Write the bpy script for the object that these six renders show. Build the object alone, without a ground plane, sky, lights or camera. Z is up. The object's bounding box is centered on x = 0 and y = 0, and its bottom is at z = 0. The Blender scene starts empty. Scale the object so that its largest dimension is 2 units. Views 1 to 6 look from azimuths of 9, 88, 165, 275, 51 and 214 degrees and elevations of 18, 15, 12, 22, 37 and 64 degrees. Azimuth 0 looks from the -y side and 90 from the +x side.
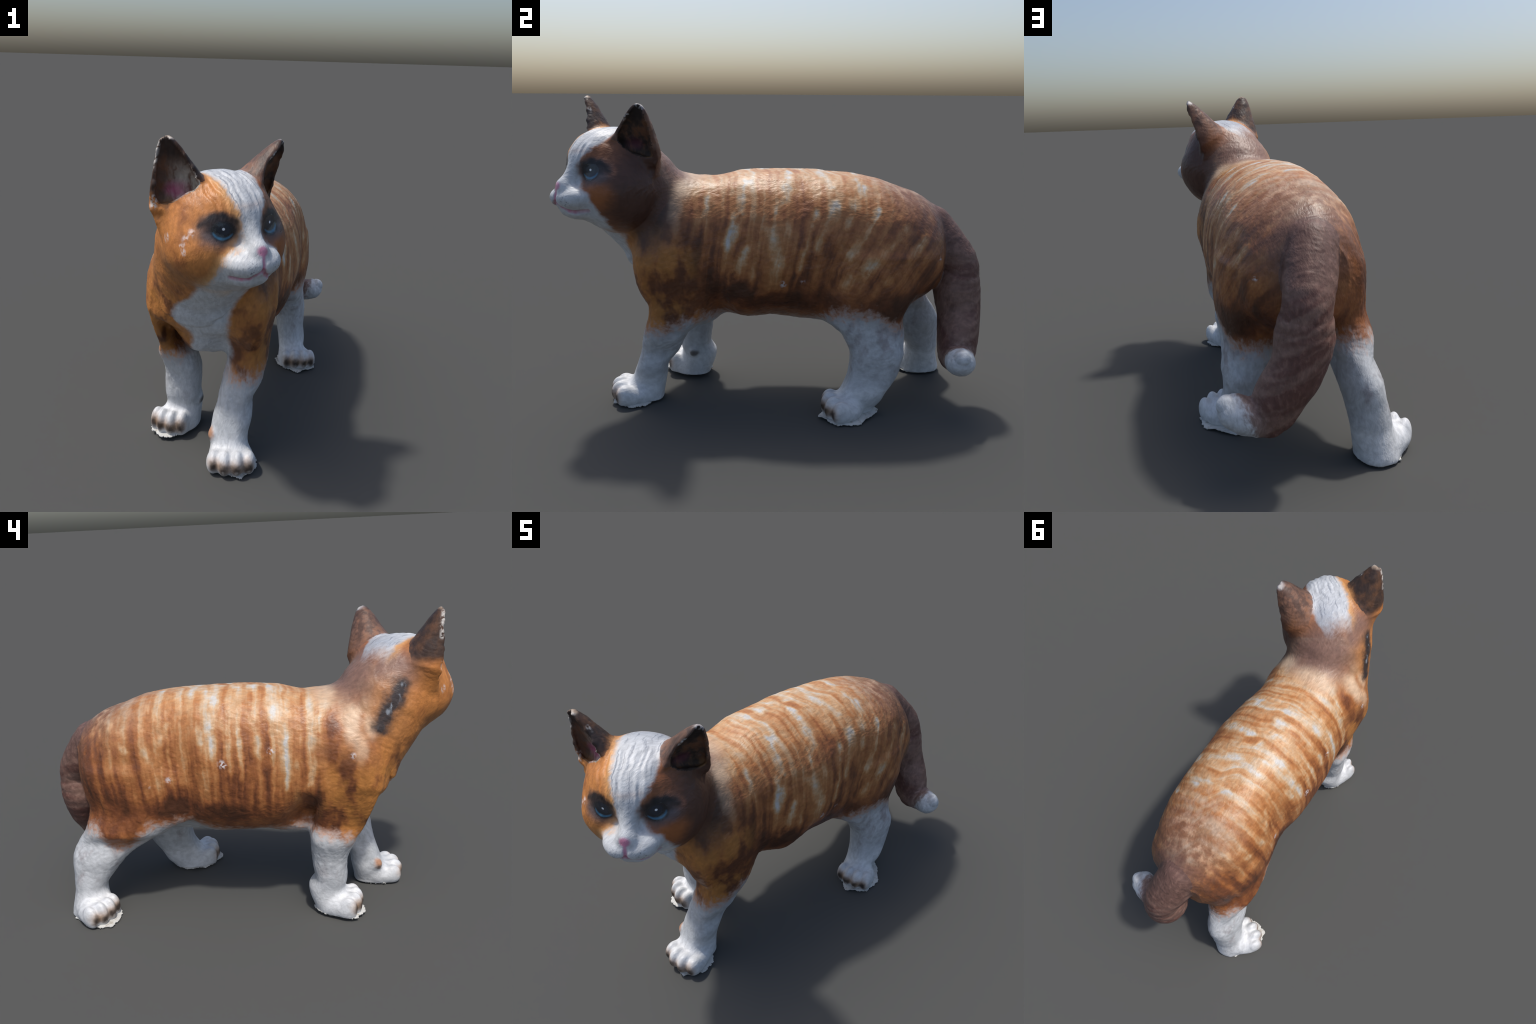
# A walking ginger-and-white kitten figurine with its head turned to its left.
import numpy as np, math

# ---------------------------------------------------------------- implicit-shape helpers
def pchip(xs, ys, q):
    """monotone cubic through the stations (xs, ys), evaluated at q"""
    xs = np.asarray(xs, float); ys = np.asarray(ys, float)
    h = np.diff(xs); d = np.diff(ys) / h
    m = np.zeros(len(xs))
    for i in range(1, len(xs) - 1):
        if d[i - 1] * d[i] > 0:
            w1 = 2 * h[i] + h[i - 1]; w2 = h[i] + 2 * h[i - 1]
            m[i] = (w1 + w2) / (w1 / d[i - 1] + w2 / d[i])
    m[0], m[-1] = d[0], d[-1]
    q = np.clip(q, xs[0], xs[-1])
    i = np.clip(np.searchsorted(xs, q) - 1, 0, len(xs) - 2)
    t = (q - xs[i]) / h[i]
    t2 = t * t; t3 = t2 * t
    return ((2 * t3 - 3 * t2 + 1) * ys[i] + (t3 - 2 * t2 + t) * h[i] * m[i]
            + (-2 * t3 + 3 * t2) * ys[i + 1] + (t3 - t2) * h[i] * m[i + 1])

def lattice_noise(p, scale, seed=0):
    """smooth value noise, -1..1, at the points p = (x, y, z)"""
    q = [np.asarray(c, float) * s for c, s in zip(p, scale if hasattr(scale, "__len__") else (scale,) * 3)]
    i = [np.floor(c).astype(np.int64) for c in q]
    f = [c - a for c, a in zip(q, i)]
    f = [t * t * t * (t * (t * 6 - 15) + 10) for t in f]
    def h(a, b, c):
        n = (a * 374761393 + b * 668265263 + c * 2147483647 + seed * 974711) & 0xFFFFFFFF
        n = ((n ^ (n >> 13)) * 1274126177) & 0xFFFFFFFF
        n = ((n ^ (n >> 16)) * 2246822519) & 0xFFFFFFFF
        return ((n ^ (n >> 15)) & 0xFFFF) / 32767.5 - 1
    r = 0
    for dx in (0, 1):
        for dy in (0, 1):
            for dz in (0, 1):
                w = (f[0] if dx else 1 - f[0]) * (f[1] if dy else 1 - f[1]) * (f[2] if dz else 1 - f[2])
                r = r + w * h(i[0] + dx, i[1] + dy, i[2] + dz)
    return r

def smin(a, b, k):
    h = np.maximum(k - np.abs(a - b), 0) / k
    return np.minimum(a, b) - h * h * k * 0.25

def smax(a, b, k):
    return -smin(-a, -b, k)

def ell2(u, v, ru, rv):
    q = np.sqrt((u / ru) ** 2 + (v / rv) ** 2)
    g = np.sqrt((u / ru ** 2) ** 2 + (v / rv ** 2) ** 2) + 1e-6
    return np.maximum(q * (q - 1) / g, -np.minimum(ru, rv))

def ellipsoid(p, c, r):
    x, y, z = p[0] - c[0], p[1] - c[1], p[2] - c[2]
    q = np.sqrt((x / r[0]) ** 2 + (y / r[1]) ** 2 + (z / r[2]) ** 2)
    g = np.sqrt((x / r[0] ** 2) ** 2 + (y / r[1] ** 2) ** 2 + (z / r[2] ** 2) ** 2) + 1e-6
    return np.maximum(q * (q - 1) / g, -min(r))

def capsule(p, a, b, ra, rb):
    ax, ay, az = (b[0] - a[0], b[1] - a[1], b[2] - a[2])
    x, y, z = p[0] - a[0], p[1] - a[1], p[2] - a[2]
    t = np.clip((x * ax + y * ay + z * az) / (ax * ax + ay * ay + az * az), 0, 1)
    return np.sqrt((x - t * ax) ** 2 + (y - t * ay) ** 2 + (z - t * az) ** 2) - (ra + (rb - ra) * t)

def local(p, o, fx, fy):
    """horizontal frame: forward (fx, fy), side = forward turned left"""
    n = math.hypot(fx, fy); fx, fy = fx / n, fy / n
    x, y = p[0] - o[0], p[1] - o[1]
    return (x * fx + y * fy, -x * fy + y * fx, p[2] - o[2])

# ---------------------------------------------------------------- the cat, part by part
# trunk: stations along y -> centre x, half width left and right, bottom z, widest z, top z, squareness below left, below right, above
TRUNK = [
    (-0.690, -0.061, 0.047, 0.077, 0.670, 0.693, 0.696, 1.794, 2.114, 2.247),
    (-0.660, -0.062, 0.145, 0.185, 0.611, 0.688, 0.798, 1.675, 1.440, 2.239),
    (-0.590, -0.061, 0.242, 0.253, 0.544, 0.709, 0.952, 1.495, 1.305, 2.035),
    (-0.500, -0.039, 0.287, 0.282, 0.449, 0.720, 1.063, 1.652, 1.474, 2.043),
    (-0.400, -0.043, 0.280, 0.261, 0.439, 0.721, 1.094, 1.974, 1.646, 2.334),
    (-0.300, -0.043, 0.272, 0.259, 0.444, 0.712, 1.092, 1.972, 1.397, 2.329),
    (-0.150, -0.050, 0.312, 0.262, 0.421, 0.701, 1.120, 2.625, 2.264, 2.332),
    (0.000, -0.044, 0.330, 0.268, 0.412, 0.728, 1.126, 2.011, 2.438, 2.177),
    (0.150, -0.054, 0.343, 0.249, 0.395, 0.739, 1.123, 2.210, 2.065, 2.162),
    (0.300, -0.049, 0.327, 0.205, 0.395, 0.747, 1.111, 2.832, 1.594, 2.485),
    (0.450, -0.045, 0.332, 0.225, 0.402, 0.742, 1.091, 2.558, 2.047, 2.177),
    (0.600, -0.046, 0.302, 0.211, 0.451, 0.735, 1.041, 2.286, 2.087, 2.333),
    (0.700, -0.027, 0.272, 0.206, 0.509, 0.730, 1.004, 2.333, 2.187, 1.820),
    (0.770, -0.023, 0.211, 0.176, 0.553, 0.733, 0.949, 2.074, 2.222, 1.765),
    (0.810, -0.035, 0.118, 0.096, 0.590, 0.752, 0.874, 2.079, 2.239, 1.882),
]
# legs: stations along z -> centre x, centre y, half width x, half depth y
LEG_SQUARE = (2.657, 2.523, 2.830, 2.047)       # squareness of the leg sections
LEG_FL = [
    (0.020, 0.077, -0.646, 0.076, 0.093),
    (0.110, 0.065, -0.619, 0.083, 0.084),
    (0.190, 0.075, -0.597, 0.087, 0.076),
    (0.260, 0.079, -0.560, 0.077, 0.093),
    (0.360, 0.108, -0.526, 0.089, 0.107),
    (0.450, 0.119, -0.470, 0.089, 0.134),
    (0.600, 0.116, -0.443, 0.102, 0.152),
    (0.740, 0.097, -0.441, 0.083, 0.113),
]
LEG_FR = [
    (0.020, -0.209, -0.423, 0.087, 0.088),
    (0.130, -0.201, -0.393, 0.083, 0.090),
    (0.190, -0.203, -0.412, 0.083, 0.080),
    (0.290, -0.202, -0.406, 0.084, 0.086),
    (0.400, -0.224, -0.419, 0.083, 0.107),
    (0.500, -0.256, -0.450, 0.029, 0.121),
    (0.640, -0.280, -0.485, 0.025, 0.131),
    (0.780, -0.245, -0.500, 0.023, 0.106),
]
LEG_BL = [
    (0.020, 0.229, 0.370, 0.057, 0.089),
    (0.100, 0.241, 0.406, 0.072, 0.101),
    (0.190, 0.224, 0.458, 0.074, 0.114),
    (0.280, 0.219, 0.474, 0.085, 0.122),
    (0.370, 0.196, 0.444, 0.099, 0.128),
    (0.460, 0.181, 0.417, 0.112, 0.178),
    (0.600, 0.180, 0.443, 0.127, 0.190),
    (0.760, 0.163, 0.463, 0.121, 0.163),
]
LEG_BR = [
    (0.020, -0.235, 0.810, 0.089, 0.105),
    (0.140, -0.213, 0.809, 0.083, 0.083),
    (0.225, -0.202, 0.781, 0.082, 0.106),
    (0.308, -0.190, 0.744, 0.088, 0.140),
    (0.388, -0.175, 0.668, 0.080, 0.181),
    (0.460, -0.170, 0.594, 0.120, 0.208),
    (0.600, -0.148, 0.538, 0.104, 0.225),
    (0.760, -0.146, 0.538, 0.099, 0.201),
]
# paws: heel-to-toe frame -> centre, heading, half width, half length, height
PAWS = {
    'FL': ((0.091, -0.698), (0.160, -0.990), 0.110, 0.109, 0.111),
    'FR': ((-0.240, -0.470), (-0.200, -0.980), 0.096, 0.098, 0.133),
    'BL': ((0.284, 0.314), (0.250, -0.970), 0.102, 0.100, 0.118),
    'BR': ((-0.292, 0.771), (-0.550, -0.840), 0.104, 0.105, 0.128),
}
TAIL = [
    (-0.001, 0.756, 0.857, 0.098),
    (0.027, 0.829, 0.763, 0.102),
    (0.062, 0.894, 0.657, 0.091),
    (0.070, 0.884, 0.557, 0.111),
    (0.100, 0.891, 0.452, 0.101),
    (0.159, 0.877, 0.354, 0.097),
    (0.211, 0.860, 0.274, 0.084),
    (0.266, 0.858, 0.270, 0.071),
    (0.338, 0.834, 0.299, 0.061),
    (0.349, 0.836, 0.315, 0.042),
]
# extra muscle: left breast, the web between the thighs, right loin, both elbows, right breast
MUSCLE = [
    (0.142, -0.590, 0.685, 0.078, 0.067, 0.154),
    (-0.012, 0.573, 0.548, 0.152, 0.063, 0.154),
    (-0.235, 0.401, 0.603, 0.025, 0.180, 0.115),
    (-0.148, -0.266, 0.469, 0.062, 0.104, 0.051),
    (0.074, -0.348, 0.459, 0.075, 0.080, 0.068),
    (-0.094, -0.555, 0.548, 0.060, 0.060, 0.066),
]
# left shank, from the back of the knee to the heel: ends and radii
SHANK = (0.176, 0.552, 0.370, 0.060, 0.219, 0.462, 0.085, 0.045)
NECK = [
    (-0.081, -0.560, 0.844, 0.207),
    (-0.002, -0.672, 1.024, 0.230),
    (0.082, -0.706, 1.037, 0.195),
]

HEAD_O = (0.0707, -0.778, 0.0)          # the head looks 45 degrees to the cat's left
HEAD_F = (1.0, -1.0)

def spline(pts, n):
    pts = np.array(pts, float)
    d = np.r_[0, np.cumsum(np.linalg.norm(np.diff(pts[:, :3], axis=0), axis=1))]
    q = np.linspace(0, d[-1], n)
    return np.stack([pchip(d, pts[:, i], q) for i in range(pts.shape[1])], 1)

def chain(p, pts):
    d = None
    for a, b in zip(pts[:-1], pts[1:]):
        c = capsule(p, a[:3], b[:3], a[3], b[3])
        d = c if d is None else np.minimum(d, c)
    return d

def super2(u, v, ru, rv, e):
    ru, rv = np.maximum(ru, 0.01), np.maximum(rv, 0.01)
    a, b = np.abs(u) / ru + 1e-6, np.abs(v) / rv + 1e-6
    q = (a ** e + b ** e) ** (1 / e)
    g = q ** (1 - e) * np.sqrt((a ** (e - 1) / ru) ** 2 + (b ** (e - 1) / rv) ** 2)
    return np.maximum((q - 1) / g, -np.minimum(ru, rv))

def trunk(p):
    T = np.array(TRUNK); y = p[1]
    cx, hl, hr, zb, zc, zt, el, er, eu = (pchip(T[:, 0], T[:, i], y) for i in range(1, 10))
    dx, dz = p[0] - cx, p[2] - zc
    t = np.clip(0.5 - dz / 0.16, 0, 1); t = t * t * (3 - 2 * t)           # squareness fades in below the widest level
    u = np.clip(0.5 + dx / 0.16, 0, 1); u = u * u * (3 - 2 * u)
    e = np.maximum(eu + t * (er + (el - er) * u - eu), 1.35)
    d = super2(dx, dz, np.where(dx > 0, hl, hr), np.where(dz > 0, zt - zc, zc - zb), e)
    out = np.maximum(np.maximum(T[0, 0] - y, y - T[-1, 0]), 0)
    return np.where(out > 0, np.sqrt(np.maximum(d, 0) ** 2 + out ** 2), d)

def leg(p, tbl, e=2.3):
    T = np.array(tbl); z = p[2]
    cx, cy, rx, ry = (pchip(T[:, 0], T[:, i], z) for i in range(1, 5))
    d = super2(p[0] - cx, p[1] - cy, rx, ry, e)
    top = np.maximum(z - T[-1, 0], 0)
    return np.sqrt(np.maximum(d, 0) ** 2 + top ** 2) + np.minimum(d, 0)

def paw(p, spec):
    (cx, cy), (fx, fy), w, l, h = spec
    q = local(p, (cx, cy, 0), fx, fy)
    d = ellipsoid(q, (-0.012, 0, 0.34 * h), (l * 0.80, w * 0.90, h * 0.52))
    toes = None
    for s in (-0.74, -0.26, 0.26, 0.74):
        outer = abs(s) > 0.5
        toe = ellipsoid(q, ((0.38 if outer else 0.58) * l, s * w * 0.94, h * (0.43 if outer else 0.48)),
                        (l * 0.42, w * 0.28, h * (0.47 if outer else 0.50)))
        toes = toe if toes is None else smin(toes, toe, 0.020)
    return smin(d, toes, 0.030)

# head pieces in its own frame (forward, side, up): centre, radii, blend; mirrored ones have side > 0
HEAD = [
    (-0.058, 0.000, 1.145, 0.196, 0.219, 0.178, 0.010),
    (-0.012, 0.113, 1.054, 0.161, 0.125, 0.134, 0.050),
    (0.026, 0.000, 1.181, 0.131, 0.149, 0.119, 0.040),
    (0.028, 0.000, 0.995, 0.145, 0.165, 0.095, 0.050),
    (0.165, 0.015, 1.028, 0.092, 0.098, 0.059, 0.035),
    (0.143, 0.000, 0.970, 0.077, 0.081, 0.043, 0.030),
    (0.220, 0.000, 1.073, 0.019, 0.031, 0.030, 0.020),
    (0.081, 0.102, 1.157, 0.036, 0.051, 0.048, 0.020),
]
BRIDGE = [
    (0.121, 1.180, 0.041),
    (0.198, 1.083, 0.030),
]

def head(p):
    q = local(p, HEAD_O, *HEAD_F)
    m = (q[0], np.abs(q[1]), q[2])
    d = None
    for c in HEAD:
        e = ellipsoid(m if c[1] else q, c[:3], c[3:6])
        d = e if d is None else smin(d, e, c[6])
    (f0, z0, r0), (f1, z1, r1) = BRIDGE
    return smin(d, capsule(q, (f0, 0, z0), (f1, 0, z1), r0, r1), 0.04)

EAR_BASE = (-0.051, 0.146, 1.155)
EAR_TIP = {
    1: (-0.004, 0.269, 1.429),
    -1: (-0.053, 0.227, 1.462),
}
EAR_SIZE = (0.130, 0.135, 0.756, 0.762)
EAR_ROOT = (0.416, 0.230, 0.399)            # depth of the root, floor of the hollow, fullness at the root
EAR_CUP = 0.259                         # how deep the hollow goes, as a share of the ear's depth
EAR_OPEN = (0.80, 0.60)

def ear(p, side):
    q = local(p, HEAD_O, *HEAD_F)
    u = np.array([q[0], q[1] * side, q[2]])
    b = np.array(EAR_BASE); t = np.array(EAR_TIP[side]); w = t - b; L = np.linalg.norm(w); w /= L
    n = np.array([EAR_OPEN[0], EAR_OPEN[1], 0]); n -= w * (n @ w); n /= np.linalg.norm(n)
    m = np.cross(w, n)
    r = u - b[:, None]
    h = (w @ r) / L; hn = n @ r; hm = m @ r
    k = np.clip(1 - h, 0.0, 1.4)
    root = np.sqrt(np.clip(1 - (np.minimum(h, 0) / EAR_ROOT[0]) ** 2, 0.01, 1))
    W = EAR_SIZE[0] * k ** EAR_SIZE[2] + 0.012
    D = EAR_SIZE[1] * k ** EAR_SIZE[3] + 0.012
    root = root * (1 - (1 - EAR_ROOT[2]) * np.clip((0.25 - h) / 0.6, 0, 1))
    W, D = W * root, D * root
    out = ell2(hm, hn, W, D)
    chip = lattice_noise(p, 42, 31) * 0.008 + lattice_noise(p, 18, 32) * 0.008
    lip = hn - (0.030 * k - 0.004) - chip
    cav = ell2(hm, hn, np.maximum(W - 0.020, 0.002), np.maximum(D * EAR_CUP - 0.004, 0.002))
    cav = smax(cav, (EAR_ROOT[1] - h) * L, 0.05)
    d = smax(out, lip, 0.012)
    d = smax(d, -cav, 0.010)
    d = smax(d, (h - 1.0) * L + chip, 0.02)
    return np.maximum(d, (-0.40 - h) * L), cav

DEWCLAWS = [((0.000, -0.665, 0.125), (0.020, 0.024, 0.028)), ((-0.122, -0.415, 0.152), (0.016, 0.022, 0.024))]
MOUTH_R = [(0.250, -0.008, 1.018), (0.241, -0.035, 1.000), (0.219, -0.047, 0.985), (0.199, -0.067, 0.981), (0.169, -0.092, 0.981)]
MOUTH_L = [(0.250, -0.008, 1.018), (0.235, 0.014, 0.995), (0.217, 0.041, 0.977), (0.199, 0.059, 0.972), (0.160, 0.097, 0.975)]

def lip_line(p):
    q = local(p, HEAD_O, *HEAD_F)
    d = capsule(q, (0.254, -0.002, 1.050), (0.254, -0.008, 1.018), 0.004, 0.005)
    for side in (MOUTH_R, MOUTH_L):
        for a, b in zip(side[:-1], side[1:]):
            d = np.minimum(d, capsule(q, a, b, 0.005, 0.004))
    return d

def near(d, p, mask, fn, k):
    """blend the piece fn into d, worked out only where the mask lets it matter"""
    i = np.nonzero(mask)[0]
    if len(i):
        q = (p[0][i], p[1][i], p[2][i])
        d[i] = fn(d[i], q) if k is None else smin(d[i], fn(q), k)
    return d

def body(p):
    """signed distance (about) to the skin of the whole cat; p = (x, y, z) arrays"""
    x, y, z = p
    d = smin(trunk(p), chain(p, NECK), 0.09)
    for m in MUSCLE:
        d = smin(d, ellipsoid(p, m[:3], m[3:]), 0.08)
    for t, k, e in zip((LEG_FL, LEG_FR, LEG_BL, LEG_BR), (0.05, 0.05, 0.07, 0.07), LEG_SQUARE):
        c = t[3]; w = t[-1][0] + 0.15
        near(d, p, (np.abs(y - c[2]) < 0.42) & (np.abs(x - c[1]) < 0.32) & (z < w), lambda q, t=t, e=e: leg(q, t, e), k)
    h = SHANK
    near(d, p, (np.abs(x - h[0]) < 0.2) & (np.abs(y - 0.5) < 0.25) & (z < 0.6), lambda q: capsule(q, h[:3], h[4:7], h[3], h[7]), 0.06)
    hd = (y < -0.35) & (z > 0.72)
    near(d, p, hd, head, 0.035)
    near(d, p, (y > 0.5) & (z < 1.1), lambda q: chain(q, spline(TAIL, 22)), 0.03)
    for s in PAWS.values():
        near(d, p, (np.abs(x - s[0][0]) < 0.25) & (np.abs(y - s[0][1]) < 0.25) & (z < 0.3), lambda q, s=s: paw(q, s), 0.03)
    for c, r in DEWCLAWS:
        near(d, p, (np.abs(x - c[0]) < 0.12) & (np.abs(y - c[1]) < 0.12) & (np.abs(z - c[2]) < 0.12), lambda q, c=c, r=r: ellipsoid(q, c, r), 0.02)
    near(d, p, hd & (np.abs(z - 1.0) < 0.15) & (y < -0.7), lambda a, q: smax(a, -lip_line(q), 0.012), None)
    def add_ear(a, q, side):
        e, cav = ear(q, side)
        return smax(smin(a, e, 0.03), -cav, 0.012)
    for side in (1, -1):
        near(d, p, hd & (z > 1.0), lambda a, q, side=side: add_ear(a, q, side), None)
    return np.maximum(d, np.where((x < -0.05) & (y < 0), 0.017, 0.008) - z)
CELL = 0.005

# ================================================================ surface from the implicit shape
import bpy

def chunks(fn, p, n=400000):
    return np.concatenate([fn((p[0][a:a + n], p[1][a:a + n], p[2][a:a + n])) for a in range(0, len(p[0]), n)])

def sample_grid(lo, hi, cell, k=5):
    """coarse distances first, fine ones only in blocks that the skin may cross"""
    n = [int(math.ceil((b - a) / (cell * k))) for a, b in zip(lo, hi)]
    ax = [a + cell * k * np.arange(m + 1) for a, m in zip(lo, n)]
    C = np.meshgrid(*ax, indexing="ij")
    coarse = chunks(body, [c.ravel() for c in C]).reshape(C[0].shape)
    dense = np.kron(coarse[:-1, :-1, :-1], np.ones((k, k, k), np.float32)).astype(np.float32)
    near = np.abs(coarse[:-1, :-1, :-1]) < cell * k * 2.6
    b = np.argwhere(near)
    o = np.stack(np.meshgrid(*(np.arange(k),) * 3, indexing="ij"), -1).reshape(-1, 3)
    idx = (b[:, None, :] * k + o[None]).reshape(-1, 3)
    pts = [lo[a] + cell * idx[:, a] for a in range(3)]
    dense[idx[:, 0], idx[:, 1], idx[:, 2]] = chunks(body, pts)
    return dense

def surface_nets(g, lo, cell):
    s = g < 0
    cnt = np.zeros(tuple(d - 1 for d in g.shape), np.int8)
    for dx in (0, 1):
        for dy in (0, 1):
            for dz in (0, 1):
                cnt += s[dx:g.shape[0] - 1 + dx, dy:g.shape[1] - 1 + dy, dz:g.shape[2] - 1 + dz]
    act = np.argwhere((cnt > 0) & (cnt < 8))
    ident = np.full(cnt.shape, -1, np.int64)
    ident[act[:, 0], act[:, 1], act[:, 2]] = np.arange(len(act))
    acc = np.zeros((len(act), 3)); num = np.zeros(len(act))
    cor = [(a, b, c) for a in (0, 1) for b in (0, 1) for c in (0, 1)]
    for a in cor:
        for ax in range(3):
            if a[ax]:
                continue
            b = list(a); b[ax] = 1
            va = g[act[:, 0] + a[0], act[:, 1] + a[1], act[:, 2] + a[2]]
            vb = g[act[:, 0] + b[0], act[:, 1] + b[1], act[:, 2] + b[2]]
            m = (va < 0) != (vb < 0)
            t = np.where(m, va / np.where(m, va - vb, 1), 0)
            for d in range(3):
                acc[:, d] += np.where(m, a[d] + (t if d == ax else 0), 0)
            num += m
    v = np.array(lo) + cell * (act + acc / num[:, None])
    quads = []
    for ax in range(3):
        u, w = (ax + 1) % 3, (ax + 2) % 3
        sl0 = [slice(1, -1)] * 3; sl1 = [slice(1, -1)] * 3
        sl0[ax] = slice(0, -1); sl1[ax] = slice(1, None)
        s0, s1 = s[tuple(sl0)], s[tuple(sl1)]
        e = np.argwhere(s0 != s1)
        out = s0[e[:, 0], e[:, 1], e[:, 2]]
        base = e.copy()
        for d in range(3):
            if d != ax:
                base[:, d] += 1
        def cell_id(du, dw):
            c = base.copy(); c[:, u] -= du; c[:, w] -= dw
            return ident[c[:, 0], c[:, 1], c[:, 2]]
        q = np.stack([cell_id(1, 1), cell_id(0, 1), cell_id(0, 0), cell_id(1, 0)], 1)
        q[~out] = q[~out][:, ::-1]
        quads.append(q)
    return v, np.concatenate(quads)

def gradient(v, base, e=0.0012):
    return np.stack([chunks(body, (v + e * d).T) - base for d in np.eye(3)], 1) / e

def neighbour_mean(v, f):
    s = np.zeros_like(v); n = np.zeros(len(v))
    for a in range(4):
        for b in (1, 3):
            np.add.at(s, f[:, a], v[f[:, (a + b) % 4]]); np.add.at(n, f[:, a], 1)
    return s / n[:, None]

def vertex_normals(v, f):
    n = np.cross(v[f[:, 2]] - v[f[:, 0]], v[f[:, 3]] - v[f[:, 1]])
    r = np.zeros_like(v)
    for a in range(4):
        np.add.at(r, f[:, a], n)
    return r / (np.linalg.norm(r, axis=1)[:, None] + 1e-12)

def build_skin(cell):
    lo, hi = (-0.46, -1.06, -0.02), (0.46, 1.06, 1.53)
    v, f = surface_nets(sample_grid(lo, hi, cell), lo, cell)
    for it in range(3):
        n = vertex_normals(v, f)
        d = neighbour_mean(v, f) - v
        v = v + 0.6 * (d - n * (d * n).sum(1)[:, None])          # even out along the surface
        val = chunks(body, v.T); g = gradient(v, val)
        step = val[:, None] * g / np.maximum((g * g).sum(1), 0.25)[:, None]
        ln = np.linalg.norm(step, axis=1)[:, None]
        v = v - step * np.minimum(1, 0.6 * cell / (ln + 1e-9))
    return v, f

def relief(v, n):
    """modelled lumps, fur strands and the combed grooves of the forehead"""
    x, y, z = v.T
    h = 0.0022 * lattice_noise((x, y, z), 11, 1) + 0.0014 * lattice_noise((x, y, z), 24, 2)
    foot = np.clip((z - 0.16) / 0.1, 0, 1)
    q = local((x, y, z), HEAD_O, *HEAD_F)
    inhead = np.clip((head((x, y, z)) * -1 + 0.02) / 0.02, 0, 1) * np.clip((z - 0.9) / 0.05, 0, 1)
    # body strands: run backwards and down
    t = y + 0.6 * z
    tailish = np.clip((y - 0.80) / 0.05, 0, 1) * np.clip((0.80 - z) / 0.1, 0, 1)
    h += tailish * 0.0012 * lattice_noise((x + 0.4 * z, y, z), (70, 70, 14), 12)
    foot = foot * (1 - tailish)
    h += foot * (1 - inhead) * 0.0009 * lattice_noise((x + 0.3 * lattice_noise((x, y, z), 6, 9), z - 0.6 * y, t), (75, 75, 22), 3)
    h += foot * (1 - inhead) * np.clip((0.75 - z) / 0.2, 0, 1) * 0.0013 * lattice_noise((x, y, z), (60, 75, 20), 4)
    # forehead: grooves running from crown to nose
    fore = inhead * np.clip((z - 1.17) / 0.06, 0, 1) * np.clip((0.16 - np.abs(q[1] - 0.01)) / 0.04, 0, 1) * np.clip((q[0] + 0.06) / 0.06, 0, 1)
    wob = q[1] + 0.008 * lattice_noise((q[0], q[1], q[2]), 18, 5)
    h += fore * 0.0042 * lattice_noise((wob, q[0] + 0.6 * z, z * 0), (105, 11, 1), 6)
    h += inhead * (1 - fore) * 0.0008 * lattice_noise((q[1], q[0], z), (70, 30, 45), 7)
    return h * np.clip(foot + tailish + 0.35, 0, 1)

# ================================================================ materials: a small node language
def lin(r, g, b):
    return tuple(((c / 255) / 12.92 if c / 255 <= 0.04045 else ((c / 255 + 0.055) / 1.055) ** 2.4) for c in (r, g, b))

class Val:
    def __init__(self, nt, s): self.nt, self.s = nt, s
    def _m(self, op, *a):
        n = self.nt.nodes.new("ShaderNodeMath"); n.operation = op
        for i, v in enumerate((self,) + a):
            if isinstance(v, Val): self.nt.links.new(v.s, n.inputs[i])
            else: n.inputs[i].default_value = v
        return Val(self.nt, n.outputs[0])
    def __add__(self, o): return self._m("ADD", o)
    def __radd__(self, o): return self._m("ADD", o)
    def __sub__(self, o): return self._m("SUBTRACT", o)
    def __rsub__(self, o): return (self * -1) + o
    def __mul__(self, o): return self._m("MULTIPLY", o)
    def __rmul__(self, o): return self._m("MULTIPLY", o)
    def abs(self): return self._m("ABSOLUTE")
    def max(self, o): return self._m("MAXIMUM", o)
    def min(self, o): return self._m("MINIMUM", o)
    def inv(self): return 1 - self

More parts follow.
